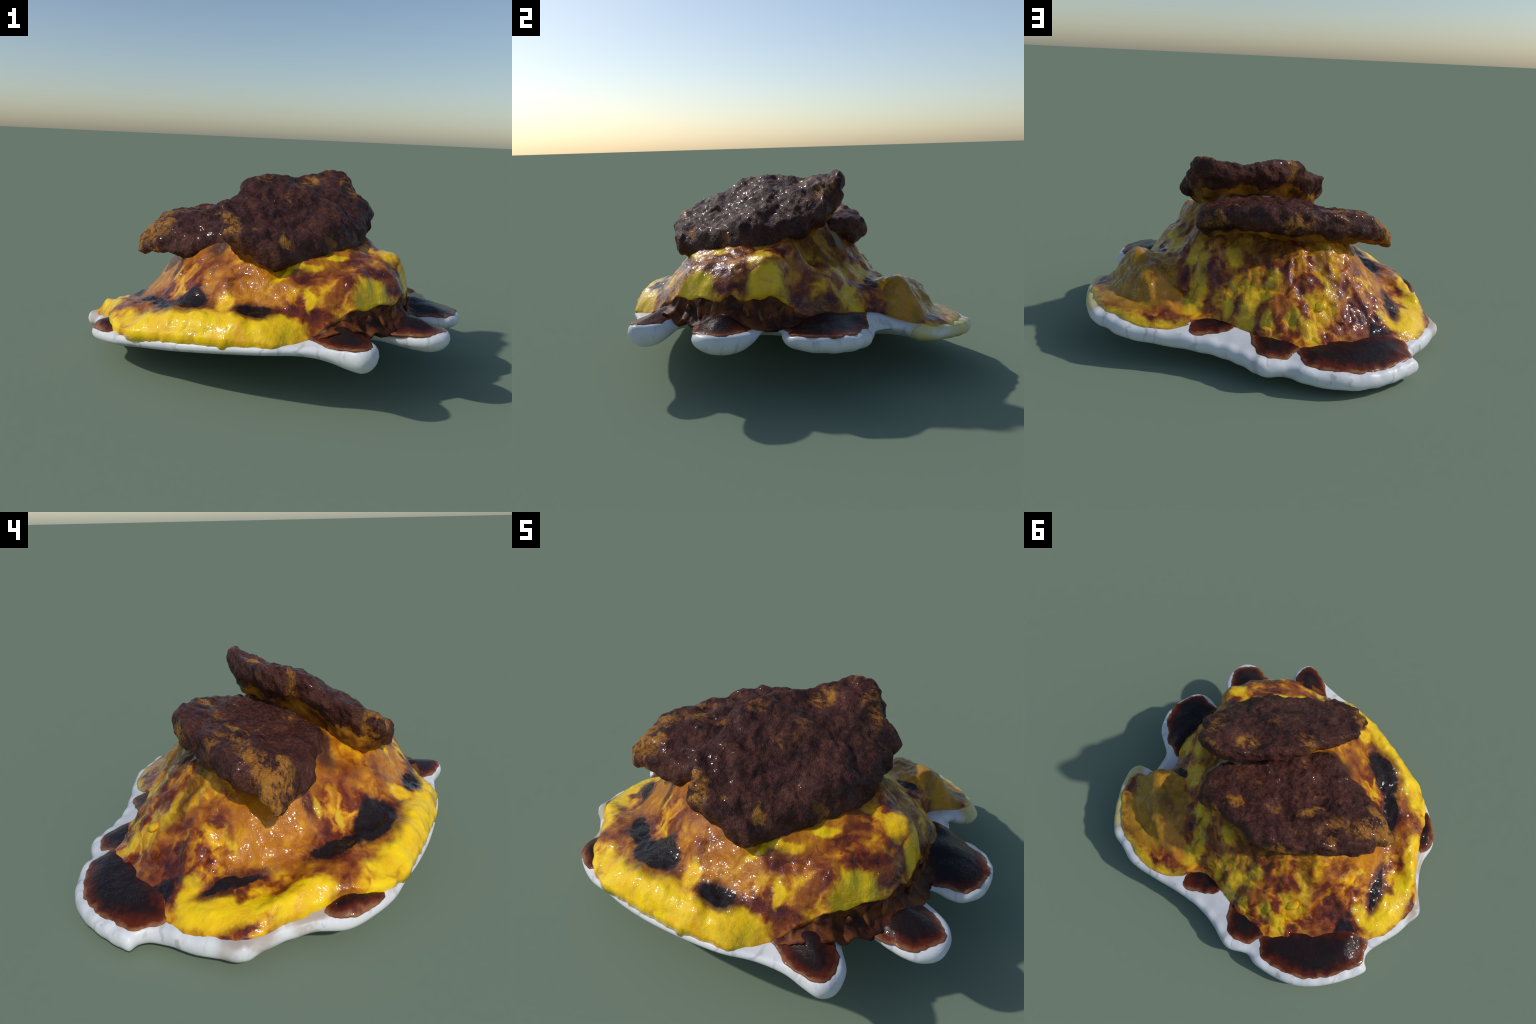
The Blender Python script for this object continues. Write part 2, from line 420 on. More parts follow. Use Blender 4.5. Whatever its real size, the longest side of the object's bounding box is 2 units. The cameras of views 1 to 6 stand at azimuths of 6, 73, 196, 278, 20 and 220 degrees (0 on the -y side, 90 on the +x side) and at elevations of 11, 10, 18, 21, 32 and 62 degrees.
def plate_material():
    m = Nodes("white_glaze")
    n1 = m.noise(6, 4, 0.6)
    col = m.ramp(n1, [(0.3, (0.60, 0.61, 0.62)), (0.6, (0.72, 0.73, 0.745))])
    # brownish smear where egg and sauce met the rim
    co = m.warped(0.06, 12)
    stain = m.patches(co, [(-0.34, -0.645, 0.34, 0.035, -20), (-0.02, -0.72, 0.22, 0.03, -6), (-0.93, 0.0, 0.05, 0.12, 25), (-0.80, -0.25, 0.12, 0.04, -60)], 0.25)
    col = m.mix(m.math("MULTIPLY", stain, 0.75), col, (0.36, 0.28, 0.21))
    egg_stain = m.patches(co, [(0.86, 0.46, 0.05, 0.12, 15), (0.78, 0.66, 0.14, 0.06, -50)], 0.4)
    col = m.mix(m.math("MULTIPLY", egg_stain, 0.75), col, (0.60, 0.48, 0.05))
    specks = m.step(m.noise(17, 2, 0.5, stretch=(1, 1, 0.3)), 0.70, 0.76)
    col = m.mix(m.math("MULTIPLY", specks, 0.5), col, (0.30, 0.24, 0.20))
    arc = m.n("ShaderNodeAttribute", attribute_name="rim_arc").outputs["Fac"]
    near = m.n("ShaderNodeAttribute", attribute_name="rim_distance").outputs["Fac"]
    ph = m.math("ADD", m.math("MULTIPLY", arc, 75.0), m.math("MULTIPLY", m.noise(5, 3), 14.0))
    line = m.math("MULTIPLY", m.step(m.math("SINE", ph), 0.55, 1.0), m.step(m.noise(7, 2), 0.45, 0.6))
    col = m.mix(m.math("MULTIPLY", m.math("MULTIPLY", line, m.step(near, 0.09, 0.02)), 0.6), col, (0.42, 0.41, 0.42))
    b = m.bump(m.noise(20, 3), 0.15, 0.01)
    return m.finish(col, 0.38, b, spec=0.3)


def shred_material():
    m = Nodes("stewed_shred")
    n1 = m.noise(11, 4, 0.6, dist=0.6)
    col = m.ramp(n1, [(0.36, (0.020, 0.009, 0.007)), (0.48, (0.075, 0.020, 0.008)), (0.64, (0.20, 0.060, 0.012))])
    return m.finish(col, 0.5, m.bump(m.noise(40, 3), 0.3, 0.01), spec=0.15)


def web_material():
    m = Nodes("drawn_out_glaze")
    n1 = m.noise(9, 3, 0.5, dist=0.5)
    col = m.ramp(n1, [(0.35, (0.10, 0.036, 0.010)), (0.5, (0.24, 0.095, 0.012)), (0.66, (0.42, 0.18, 0.014))])
    return m.finish(col, 0.4, m.bump(m.noise(24, 3), 0.25, 0.02), spec=0.15)


def carrot_material():
    m = Nodes("glazed_carrot")
    col = m.ramp(m.noise(14, 3, 0.6), [(0.40, (0.07, 0.020, 0.008)), (0.65, (0.24, 0.075, 0.015))])
    return m.finish(col, 0.35, m.bump(m.noise(40, 3), 0.2, 0.01), spec=0.3)


# ------------------------------------------------------------------ plate

def plate_top(P):
    x, y = P[:, 0], P[:, 1]
    return 0.225 + 0.085 * x - 0.065 * y


def swell(P):
    """Places where the plate and its sauce rise towards the food: roots of the lobes and the near corner."""
    x, y = P[:, 0], P[:, 1]
    h = 0
    for cx, cy, r, k in ((0.42, -0.66, 0.09, 0.035), (0.67, -0.50, 0.09, 0.035), (0.76, 0.0, 0.08, 0.03), (0.77, 0.15, 0.07, 0.035), (0.74, 0.26, 0.08, 0.035), (0.48, -0.58, 0.06, 0.03), (-0.78, -0.40, 0.09, 0.03)):
        h = h + k * np.exp(-((x - cx) ** 2 + (y - cy) ** 2) / r ** 2)
    return h


def plate_face(P):
    """Upper face of the plate, rising a little from the rim towards the middle."""
    d, _ = edge_distance(P, PLATE_LINE)
    return plate_top(P) + 0.030 * smooth(0.02, 0.15, d) + swell(P) * smooth(0.0, 0.04, d)


def plate_low(P):
    x, y = P[:, 0], P[:, 1]
    dip = 0.07 * np.exp(-((x - 0.50) ** 2 + (y + 0.82) ** 2) / 0.03) + 0.045 * np.exp(-((x - 0.82) ** 2 + (y + 0.52) ** 2) / 0.03)
    dip += 0.02 * np.exp(-((x - 0.96) ** 2 + (y + 0.08) ** 2) / 0.04)
    for cx, cy in ((0.48, -0.59), (0.74, -0.27), (0.79, 0.27)):
        dip -= 0.045 * np.exp(-((x - cx) ** 2 + (y - cy) ** 2) / 0.008)
    dip -= 0.012 * smooth(0.3, 0.6, y) * smooth(0.2, -0.4, x)
    return 0.147 + 0.008 * smooth(0, 0.5, y) + 0.10 * x - 0.10 * y - dip


PLATE = [(-1.0, 0.01), (-0.93, -0.08), (-0.88, -0.16), (-0.845, -0.25), (-0.835, -0.37), (-0.765, -0.465), (-0.665, -0.55), (-0.545, -0.607), (-0.42, -0.67),
         (-0.27, -0.728), (-0.09, -0.778), (0.08, -0.81), (0.20, -0.81), (0.33, -0.825), (0.41, -0.855), (0.48, -0.877), (0.535, -0.84),
         (0.545, -0.75), (0.505, -0.66), (0.475, -0.60), (0.50, -0.555), (0.56, -0.55), (0.61, -0.57), (0.67, -0.60), (0.73, -0.625), (0.79, -0.63), (0.855, -0.59),
         (0.88, -0.50), (0.86, -0.42), (0.81, -0.36), (0.745, -0.305), (0.73, -0.265), (0.77, -0.232), (0.85, -0.25), (0.91, -0.245), (0.97, -0.19), (1.0, -0.09),
         (1.0, 0.02), (0.95, 0.12), (0.88, 0.17), (0.81, 0.22), (0.79, 0.285), (0.785, 0.352), (0.84, 0.365), (0.89, 0.385), (0.91, 0.45), (0.885, 0.54), (0.84, 0.63),
         (0.78, 0.72), (0.70, 0.80), (0.61, 0.825), (0.50, 0.86), (0.34, 0.845), (0.20, 0.82), (0.03, 0.805), (-0.11, 0.825), (-0.25, 0.87), (-0.37, 0.825), (-0.44, 0.84),
         (-0.56, 0.825), (-0.66, 0.795), (-0.76, 0.73), (-0.86, 0.62), (-0.945, 0.48), (-0.91, 0.43), (-0.90, 0.37), (-0.94, 0.26), (-0.97, 0.18), (-0.985, 0.10)]


PLATE_LINE = closed_spline(PLATE, 0.012)


def build_plate(mat):
    L = PLATE_LINE
    arc = np.r_[0, np.cumsum(np.linalg.norm(np.diff(L, axis=0), axis=1))]

    def flutes(P, idx):
        # shallow flutes round the rim on the far side
        a = arc[idx]
        k = smooth(0.0, 0.3, P[:, 1] + 0.6 * np.abs(P[:, 0]) - 0.1)
        return 0.008 * k * (0.5 + 0.5 * np.sin(a * 52 + 2.5 * np.sin(a * 7)))

    def top(P, d, idx):
        t, b = plate_top(P), plate_low(P)
        half = 0.5 * (t - b)
        z = 0.5 * (t + b) + 0.2 * half + 0.8 * half * cushion(d, 0.03)
        return z - flutes(P, idx) * smooth(0.08, 0.0, d) + 0.030 * smooth(0.02, 0.15, d) + swell(P) * smooth(0.0, 0.04, d)

    def bottom(P, d, idx):
        t, b = plate_top(P), plate_low(P)
        half = 0.5 * (t - b)
        z = 0.5 * (t + b) + 0.2 * half - 1.2 * half * cushion(d, 0.07)
        return z - flutes(P, idx) * smooth(0.10, 0.0, d) * 0.6

    V, F, n = pad(L, 0.02, [0.004, 0.010, 0.018, 0.028, 0.040, 0.055, 0.075, 0.1], top, bottom)
    V[:, 2] = np.maximum(V[:, 2], 0.0)
    ob = make_mesh("plate", V, F, mat)
    d, idx = edge_distance(V[:, :2], L)
    for name, val in (("rim_distance", d), ("rim_arc", arc[idx])):
        ob.data.attributes.new(name, "FLOAT", "POINT").data.foreach_set("value", val.astype(np.float32))
    return ob


# ------------------------------------------------------------------ omelette

EGG_EDGE = [(-0.965, 0.04), (-0.94, -0.03), (-0.88, -0.11), (-0.83, -0.19), (-0.79, -0.27), (-0.745, -0.365), (-0.69, -0.49), (-0.60, -0.585), (-0.43, -0.663), (-0.25, -0.732),
            (-0.07, -0.779), (0.09, -0.80), (0.18, -0.775), (0.27, -0.722), (0.36, -0.67), (0.43, -0.64), (0.52, -0.578), (0.606, -0.512), (0.66, -0.43), (0.69, -0.35),
            (0.702, -0.27), (0.71, -0.20), (0.72, -0.12), (0.735, -0.05), (0.75, 0.02), (0.75, 0.10), (0.735, 0.17), (0.69, 0.235), (0.69, 0.31), (0.745, 0.385),
            (0.83, 0.425), (0.865, 0.47), (0.85, 0.54), (0.81, 0.615), (0.75, 0.69), (0.68, 0.75), (0.58, 0.785), (0.48, 0.82), (0.38, 0.825), (0.28, 0.795),
            (0.20, 0.745), (0.17, 0.70), (0.10, 0.65), (0.02, 0.65), (-0.06, 0.668), (-0.15, 0.685), (-0.24, 0.69), (-0.33, 0.70), (-0.42, 0.695), (-0.47, 0.665), (-0.50, 0.61),
            (-0.555, 0.56), (-0.62, 0.535), (-0.68, 0.46), (-0.75, 0.38), (-0.83, 0.36), (-0.875, 0.315), (-0.91, 0.26), (-0.94, 0.18), (-0.955, 0.11)]

# ridges, valleys and slopes of the egg blanket as curves in space
EGG_LINES = {
    "left_bulge": [(-0.92, 0.03, 0.175), (-0.88, -0.05, 0.21), (-0.86, -0.105, 0.245), (-0.80, -0.20, 0.258), (-0.775, -0.28, 0.255)],
    "rim_valley": [(-0.75, -0.119, 0.238), (-0.815, -0.077, 0.226), (-0.70, -0.02, 0.25), (-0.697, -0.36, 0.285), (-0.67, -0.20, 0.285)],
    "front_bulge": [(-0.64, -0.525, 0.245), (-0.586, -0.56, 0.25), (-0.50, -0.605, 0.285), (-0.40, -0.645, 0.315), (-0.30, -0.68, 0.338), (-0.209, -0.705, 0.352), (-0.136, -0.66, 0.378), (-0.05, -0.75, 0.355),
                    (0.05, -0.765, 0.355), (0.13, -0.758, 0.35), (0.18, -0.735, 0.345)],
    "pool_floor": [(-0.561, -0.368, 0.317), (-0.46, -0.43, 0.335), (-0.41, -0.475, 0.350), (-0.374, -0.443, 0.363), (-0.31, -0.555, 0.362), (-0.244, -0.525, 0.379), (-0.136, -0.58, 0.392), (-0.209, -0.619, 0.371)],
    "second_pool": [(0.005, -0.656, 0.384), (0.011, -0.67, 0.382), (0.06, -0.63, 0.41), (-0.05, -0.63, 0.402)],
    "front_shoulder": [(-0.145, -0.507, 0.484), (0.091, -0.544, 0.517), (0.111, -0.511, 0.535), (0.153, -0.522, 0.562), (0.26, -0.52, 0.555), (0.36, -0.48, 0.572), (0.467, -0.445, 0.580), (0.592, -0.239, 0.617), (0.55, -0.34, 0.59)],
    "fold_belly": [(0.20, -0.61, 0.475), (0.30, -0.585, 0.505), (0.496, -0.576, 0.489), (0.40, -0.60, 0.50), (0.577, -0.498, 0.488), (0.64, -0.40, 0.515), (0.694, -0.288, 0.543), (0.69, -0.21, 0.53), (0.30, -0.655, 0.425)],
    "right_slope": [(0.525, -0.01, 0.545), (0.545, -0.06, 0.605), (0.631, 0.089, 0.486), (0.42, 0.18, 0.55), (0.60, -0.10, 0.575), (0.68, -0.03, 0.47), (0.70, 0.05, 0.42), (0.68, 0.15, 0.385), (0.53, 0.12, 0.53), (0.592, 0.282, 0.425), (0.559, 0.316, 0.438), (0.66, 0.24, 0.37)],
    "runny_lump": [(0.524, 0.42, 0.43), (0.512, 0.604, 0.398), (0.587, 0.507, 0.422), (0.65, 0.565, 0.34), (0.717, 0.481, 0.369), (0.73, 0.40, 0.39), (0.69, 0.36, 0.41), (0.712, 0.633, 0.266), (0.77, 0.52, 0.285), (0.82, 0.44, 0.29),
                   (0.441, 0.636, 0.334), (0.321, 0.673, 0.272), (0.281, 0.625, 0.275), (0.321, 0.499, 0.378), (0.526, 0.685, 0.248), (0.398, 0.736, 0.228), (0.62, 0.70, 0.235), (0.276, 0.697, 0.245), (0.291, 0.728, 0.229), (0.48, 0.77, 0.215)],
    "back_slope": [(0.224, 0.43, 0.505), (0.227, 0.523, 0.369), (0.177, 0.548, 0.358), (0.164, 0.66, 0.225), (0.06, 0.443, 0.53), (0.012, 0.45, 0.506), (0.05, 0.58, 0.325), (-0.047, 0.587, 0.342), (0.03, 0.625, 0.25), (-0.08, 0.645, 0.25),
                   (-0.238, 0.448, 0.484), (-0.15, 0.55, 0.38), (-0.384, 0.506, 0.34), (-0.397, 0.356, 0.452), (-0.454, 0.434, 0.382), (-0.343, 0.622, 0.228), (-0.215, 0.654, 0.262), (-0.197, 0.675, 0.23), (-0.506, 0.469, 0.265), (-0.381, 0.56, 0.30), (-0.548, 0.35, 0.302),
                   (-0.488, 0.604, 0.173), (-0.432, 0.67, 0.165), (-0.544, 0.52, 0.21)],
    "left_slope": [(-0.505, 0.25, 0.463), (-0.574, 0.273, 0.365), (-0.586, 0.272, 0.361), (-0.497, 0.241, 0.449), (-0.686, 0.265, 0.251), (-0.687, 0.42, 0.185), (-0.775, 0.242, 0.197), (-0.771, 0.169, 0.212), (-0.863, 0.27, 0.17), (-0.88, 0.14, 0.19), (-0.80, 0.06, 0.215),
                   (-0.62, 0.05, 0.335), (-0.60, -0.08, 0.325), (-0.58, 0.13, 0.39), (-0.54, 0.03, 0.455), (-0.50, -0.10, 0.43), (-0.43, -0.28, 0.385), (-0.52, -0.24, 0.325), (-0.40, -0.37, 0.355), (-0.58, -0.20, 0.31)],
    "neck_foot": [(-0.238, -0.366, 0.523), (-0.31, -0.195, 0.585), (-0.42, -0.17, 0.515), (-0.10, -0.45, 0.515), (-0.02, -0.47, 0.56), (-0.20, -0.29, 0.565), (-0.16, -0.22, 0.68)],
    "under_meat": [(0.05, -0.42, 0.63), (0.20, -0.40, 0.63), (0.38, -0.30, 0.64), (0.46, -0.15, 0.65), (0.505, -0.09, 0.67), (0.45, 0.02, 0.68), (0.34, 0.10, 0.76), (0.24, 0.12, 0.78), (0.06, -0.02, 0.77), (-0.07, -0.20, 0.68), (-0.08, -0.38, 0.60), (0.15, -0.15, 0.75), (0.20, 0.20, 0.72), (0.02, 0.07, 0.68), (-0.08, -0.07, 0.67), (0.11, 0.15, 0.70),
                   (-0.42, 0.00, 0.56), (-0.40, 0.20, 0.58), (-0.24, 0.335, 0.575), (0.0, 0.37, 0.595), (0.20, 0.36, 0.595), (0.28, 0.25, 0.66), (-0.20, 0.05, 0.68), (0.0, 0.20, 0.67), (-0.30, -0.10, 0.59)],
}
CURDS = [(-0.343, 0.60, 0.05, 0.03), (-0.50, 0.47, 0.05, 0.02), (-0.44, 0.52, 0.03, 0.025), (-0.38, 0.50, 0.03, 0.02), (0.05, 0.58, 0.05, 0.03), (0.20, 0.57, 0.04, 0.025), (-0.08, 0.62, 0.05, 0.03), (-0.02, 0.50, 0.04, 0.02),
         (-0.20, 0.60, 0.045, 0.03), (-0.42, 0.40, 0.05, 0.02), (-0.29, 0.53, 0.035, 0.02), (-0.58, 0.37, 0.04, 0.018), (-0.27, 0.65, 0.035, 0.02), (-0.48, 0.40, 0.03, 0.018), (0.10, 0.47, 0.04, 0.02),
         (0.58, 0.14, 0.05, 0.02), (0.66, 0.02, 0.04, 0.02), (0.50, 0.22, 0.05, 0.025), (0.62, 0.20, 0.03, 0.02), (-0.44, -0.25, 0.04, 0.015), (-0.34, -0.32, 0.04, 0.015)]


def lip_share(P):
    """1 where the edge of the egg blanket hangs free above the plate (front right), else 0."""
    x, y = P[:, 0], P[:, 1]
    ang = np.degrees(np.arctan2(y, x))
    return smooth(-72, -60, ang) * smooth(-2, -16, ang) * (x > 0)


def edge_height(P):
    lip = lip_share(P)
    ang = np.degrees(np.arctan2(P[:, 1], P[:, 0]))
    free = np.interp(ang, [-70, -57, -40, -25, -10], [0.33, 0.420, 0.440, 0.455, 0.40])
    free = free + 0.014 * np.sin(P[:, 0] * 37 + P[:, 1] * 23) + 0.008 * np.sin(P[:, 1] * 71)
    front = smooth(0.25, -0.1, P[:, 0]) * smooth(0.05, -0.2, P[:, 1])
    return (1 - lip) * (plate_face(P) - 0.004 + 0.030 * front) + lip * free


def build_egg(mat):
    L = closed_spline(EGG_EDGE, 0.010)
    c = L / np.linalg.norm(L, axis=1)[:, None]
    L = L + c * np.array([noise.fractal(Vector((p[0] * 14, p[1] * 14, 5)), 0.9, 2.1, 3) for p in L])[:, None] * 0.010
    pts = [p for line in EGG_LINES.values() for p in line]
    E = L[::6]
    ring = np.c_[E, edge_height(E) + 0.012]
    sheet = Sheet(pts + [tuple(r) for r in ring], 0.0004)
    rough = None

    def top(P, d, idx):
        z = sheet(P)
        for x, y, r, h in CURDS:
            q = ((P[:, 0] - x) ** 2 + (P[:, 1] - y) ** 2) / r ** 2
            z += h * (np.exp(-q) - 0.45 * np.exp(-q / 2.2))
        e = edge_height(P)
        z = np.maximum(z, plate_face(P) + 0.014)
        soft = 0.035 + 0.06 * smooth(0.25, 0.5, P[:, 1] - 0.3 * P[:, 0]) * smooth(0.1, -0.2, P[:, 0])
        return e + (z - e) * cushion(d, soft)

    def bottom(P, d, idx):
        lip = lip_share(P)
        e = edge_height(P)
        floor = plate_top(P) - 0.02
        z = (1 - lip) * floor + lip * (e + (floor - e) * smooth(0.008, 0.05, d) - 0.014 * cushion(d, 0.02))
        return np.where(d <= 0, e, np.minimum(z, e - 0.002))

    V, F, n = pad(L, 0.0105, [0.003, 0.007, 0.013, 0.021, 0.031], top, bottom)
    N = vertex_normals(V, F)
    up = np.zeros(len(V))
    up[:n] = 1
    d, _ = edge_distance(V[:, :2], L)
    calm = np.exp(-((V[:, 0] + 0.42) ** 2 + (V[:, 1] - 0.0) ** 2) / 0.05)
    clear = V[:, 2] - plate_face(V[:, :2])
    a = up * (0.3 + 0.7 * smooth(0.0, 0.06, d)) * (1 - 0.7 * calm) * smooth(0.0, 0.06, clear)
    back = smooth(0.2, 0.5, V[:, 1] - 0.25 * V[:, 0] + 0.1)
    runs = V * np.array([1.0, 1.0, 0.45])
    lump = fractal(V, 0.12, 1, 3) * 0.010 + fractal(V, 0.035, 2, 3) * 0.005 + back * (np.abs(fractal(runs, 0.075, 5, 2)) - 0.25) * 0.022
    V = V + N * (a * lump)[:, None]
    return make_mesh("omelette", V, F, mat)


# ------------------------------------------------------------------ cutlets

CUT_FRONT = [(-0.185, -0.50), (-0.195, -0.42), (-0.215, -0.36), (-0.185, -0.28), (-0.15, -0.20), (-0.115, -0.12), (-0.075, -0.05), (-0.005, 0.04), (0.07, 0.125), (0.13, 0.165), (0.21, 0.24), (0.29, 0.26),
             (0.36, 0.265), (0.42, 0.235), (0.455, 0.19), (0.465, 0.145), (0.51, 0.118), (0.55, 0.085), (0.505, 0.035), (0.53, -0.01), (0.51, -0.07), (0.495, -0.15), (0.45, -0.25), (0.35, -0.36), (0.28, -0.43),
             (0.17, -0.50), (0.09, -0.565), (0.03, -0.57), (-0.05, -0.555), (-0.10, -0.535), (-0.15, -0.525)]
CUT_BACK = [(0.31, 0.375), (0.32, 0.31), (0.31, 0.20), (0.23, 0.05), (0.05, -0.12), (-0.13, -0.245), (-0.27, -0.225), (-0.38, -0.215), (-0.49, -0.185), (-0.565, -0.15), (-0.63, -0.125), (-0.685, -0.095),
            (-0.695, -0.055), (-0.65, 0.01), (-0.62, 0.085), (-0.56, 0.165), (-0.47, 0.25), (-0.39, 0.33), (-0.29, 0.40), (-0.20, 0.435), (-0.11, 0.45), (-0.02, 0.435), (0.06, 0.43), (0.16, 0.44), (0.23, 0.44), (0.285, 0.42)]
CUT_BACK_FACE = [(0.30, 0.39, 0.73), (0.086, 0.36, 0.763), (-0.10, 0.39, 0.775), (-0.25, 0.35, 0.77), (-0.36, 0.28, 0.755), (-0.413, 0.141, 0.732), (-0.53, 0.039, 0.728), (-0.518, -0.029, 0.717), (-0.29, -0.04, 0.69),
                 (-0.39, -0.14, 0.66), (-0.08, 0.0, 0.73), (-0.13, -0.19, 0.70), (0.10, 0.08, 0.755), (-0.42, 0.03, 0.725), (0.05, -0.08, 0.745), (0.22, 0.08, 0.76), (0.30, 0.25, 0.735), (-0.66, -0.07, 0.635), (-0.70, -0.075, 0.63), (-0.52, -0.14, 0.652), (-0.62, 0.07, 0.70), (-0.10, 0.20, 0.745)]


def build_cutlet(outline, mid, up, down, bumps, mats, seed, rim=0.05, sag=0.08):
    L = closed_spline(outline, 0.010)
    sheet = Sheet(mid)

    def top(P, d, idx):
        z = sheet(P) + up * cushion(d, rim)
        for x, y, r, h in bumps:
            z += h * np.exp(-((P[:, 0] - x) ** 2 + (P[:, 1] - y) ** 2) / r ** 2) * smooth(0, 0.03, d)
        return z

    def bottom(P, d, idx):
        return sheet(P) - down * cushion(d, rim * 1.3) - sag * smooth(0.035, 0.12, d)

    V, F, n = pad(L, 0.0085, [0.002, 0.005, 0.010, 0.017, 0.026, 0.036], top, bottom)
    N = vertex_normals(V, F)
    long = V * np.array([0.6, 1.3, 1.0])
    lump = fractal(long, 0.12, seed, 3) * 0.021 + fractal(V, 0.055, seed + 1, 3) * 0.011 - 0.005
    V = V + N * lump[:, None]
    ob = make_mesh("fried_cutlet", V, F, mats)
    d, _ = edge_distance(V[:, :2], L)
    under = np.arange(len(F)) >= len(F) // 2
    ob.data.polygons.foreach_set("material_index", (under & (d[F].min(1) > 0.05)).astype(np.int32))
    return ob


def tilt(x, y, off=0.0):
    return (x, y, 0.985 - 0.3715 * x + 0.516 * y + off)


# ------------------------------------------------------------------ sauce puddles, shreds, flakes

PUDDLES = [
    [(0.23, -0.715), (0.28, -0.75), (0.36, -0.81), (0.42, -0.845), (0.48, -0.85), (0.51, -0.80), (0.51, -0.74), (0.47, -0.67), (0.45, -0.60), (0.36, -0.60), (0.26, -0.65)],
    [(0.58, -0.53), (0.60, -0.565), (0.64, -0.59), (0.70, -0.607), (0.76, -0.612), (0.81, -0.585), (0.845, -0.53), (0.842, -0.475), (0.79, -0.405), (0.72, -0.345), (0.66, -0.33), (0.60, -0.42)],
    [(0.70, -0.10), (0.725, -0.17), (0.78, -0.205), (0.845, -0.215), (0.915, -0.212), (0.965, -0.13), (0.975, -0.04), (0.94, 0.055), (0.87, 0.125), (0.78, 0.18), (0.70, 0.19), (0.62, 0.05)],
    [(-0.13, 0.66), (-0.145, 0.71), (-0.175, 0.755), (-0.22, 0.79), (-0.27, 0.80), (-0.33, 0.78), (-0.365, 0.735), (-0.38, 0.68), (-0.30, 0.62), (-0.20, 0.62)],
    [(-0.39, 0.70), (-0.415, 0.755), (-0.45, 0.785), (-0.515, 0.785), (-0.60, 0.765), (-0.685, 0.73), (-0.745, 0.685), (-0.80, 0.63), (-0.845, 0.56), (-0.89, 0.49), (-0.885, 0.43), (-0.86, 0.36), (-0.80, 0.34), (-0.65, 0.42), (-0.50, 0.55)],
    [(0.19, 0.66), (0.175, 0.725), (0.165, 0.755), (0.12, 0.77), (0.06, 0.735), (-0.02, 0.69), (0.0, 0.63), (0.12, 0.60)],
    [(-0.80, -0.28), (-0.82, -0.37), (-0.755, -0.455), (-0.68, -0.50), (-0.64, -0.44), (-0.72, -0.33)],
]


def build_puddle(outline, mat, parent):
    L = closed_spline(outline, 0.008)
    wob = np.array([noise.fractal(Vector((p[0] * 16, p[1] * 16, 3)), 0.8, 2.1, 3) for p in L]) * 0.011
    c = L.mean(0)
    L = L + (L - c) / np.linalg.norm(L - c, axis=1)[:, None] * (wob[:, None] + 0.010)

    def top(P, d, idx):
        return plate_face(P) - 0.003 + 0.008 * cushion(d, 0.02)

    def bottom(P, d, idx):
        return plate_face(P) - 0.003 - 0.012 * smooth(0, 0.01, d)

    V, F, n = pad(L, 0.014, [0.003, 0.007, 0.013], top, bottom)
    ob = make_mesh("sauce_puddle", V, F, mat, parent)
    d, _ = edge_distance(V[:, :2], L)
    at = ob.data.attributes.new("rim_distance", "FLOAT", "POINT")
    at.data.foreach_set("value", d.astype(np.float32))
    return ob


def ellipsoid(name, size, mat, parent, seed, seg=18, rough=0.12):
    V, F = [], []
    for i in range(seg + 1):
        th = math.pi * i / seg
        for j in range(seg):
            ph = 2 * math.pi * j / seg
            V.append((math.sin(th) * math.cos(ph), math.sin(th) * math.sin(ph), math.cos(th)))
    for i in range(seg):
        for j in range(seg):
            F.append((i * seg + j, (i + 1) * seg + j, (i + 1) * seg + (j + 1) % seg, i * seg + (j + 1) % seg))
    V = np.array(V)
    V *= (1 + rough * fractal(V, 0.9, seed, 2))[:, None]
    return make_mesh(name, V * np.array(size), F, mat, parent)


def lip_path(step):
    path = closed_spline(EGG_EDGE, step)
    path = path[lip_share(path) > 0.2]
    return path[np.argsort(np.arctan2(path[:, 1], path[:, 0]))]


def build_filling(mat, parent):
    """Dark stewed filling: a lumpy bank under the free lip, its foot spreading onto the plate."""
    path = lip_path(0.006)
    out = path / np.linalg.norm(path, axis=1)[:, None]
    base, hi = plate_face(path), edge_height(path)
    prof = [(-0.09, 0.9), (-0.02, 0.97), (-0.004, 0.90), (-0.001, 0.78), (0.002, 0.64), (0.006, 0.50), (0.014, 0.36), (0.026, 0.24), (0.040, 0.15), (0.054, 0.08), (0.066, 0.02), (0.03, -0.12), (-0.09, -0.12)]
    m, n = len(prof), len(path)
    ends = smooth(0, 10, np.arange(n)) * smooth(0, 10, n - 1 - np.arange(n))
    V = np.array([[*(path[i] + out[i] * (o * (0.4 + 0.6 * ends[i]))), base[i] + (hi[i] - base[i]) * h] for i in range(n) for o, h in prof])
    F = [(i * m + j, (i + 1) * m + j, (i + 1) * m + (j + 1) % m, i * m + (j + 1) % m) for i in range(n - 1) for j in range(m)]
    F += [tuple(range(m)), tuple(reversed(range((n - 1) * m, n * m)))]
    side = np.repeat(out, m, 0)
    tall = V * np.array([1.0, 1.0, 0.5])
    lump = np.abs(fractal(tall, 0.05, 71, 2)) * 0.022 - 0.006 + fractal(V, 0.02, 72, 2) * 0.003
    V[:, :2] += side * lump[:, None]
    return make_mesh("stewed_filling", V, F, mat, parent)


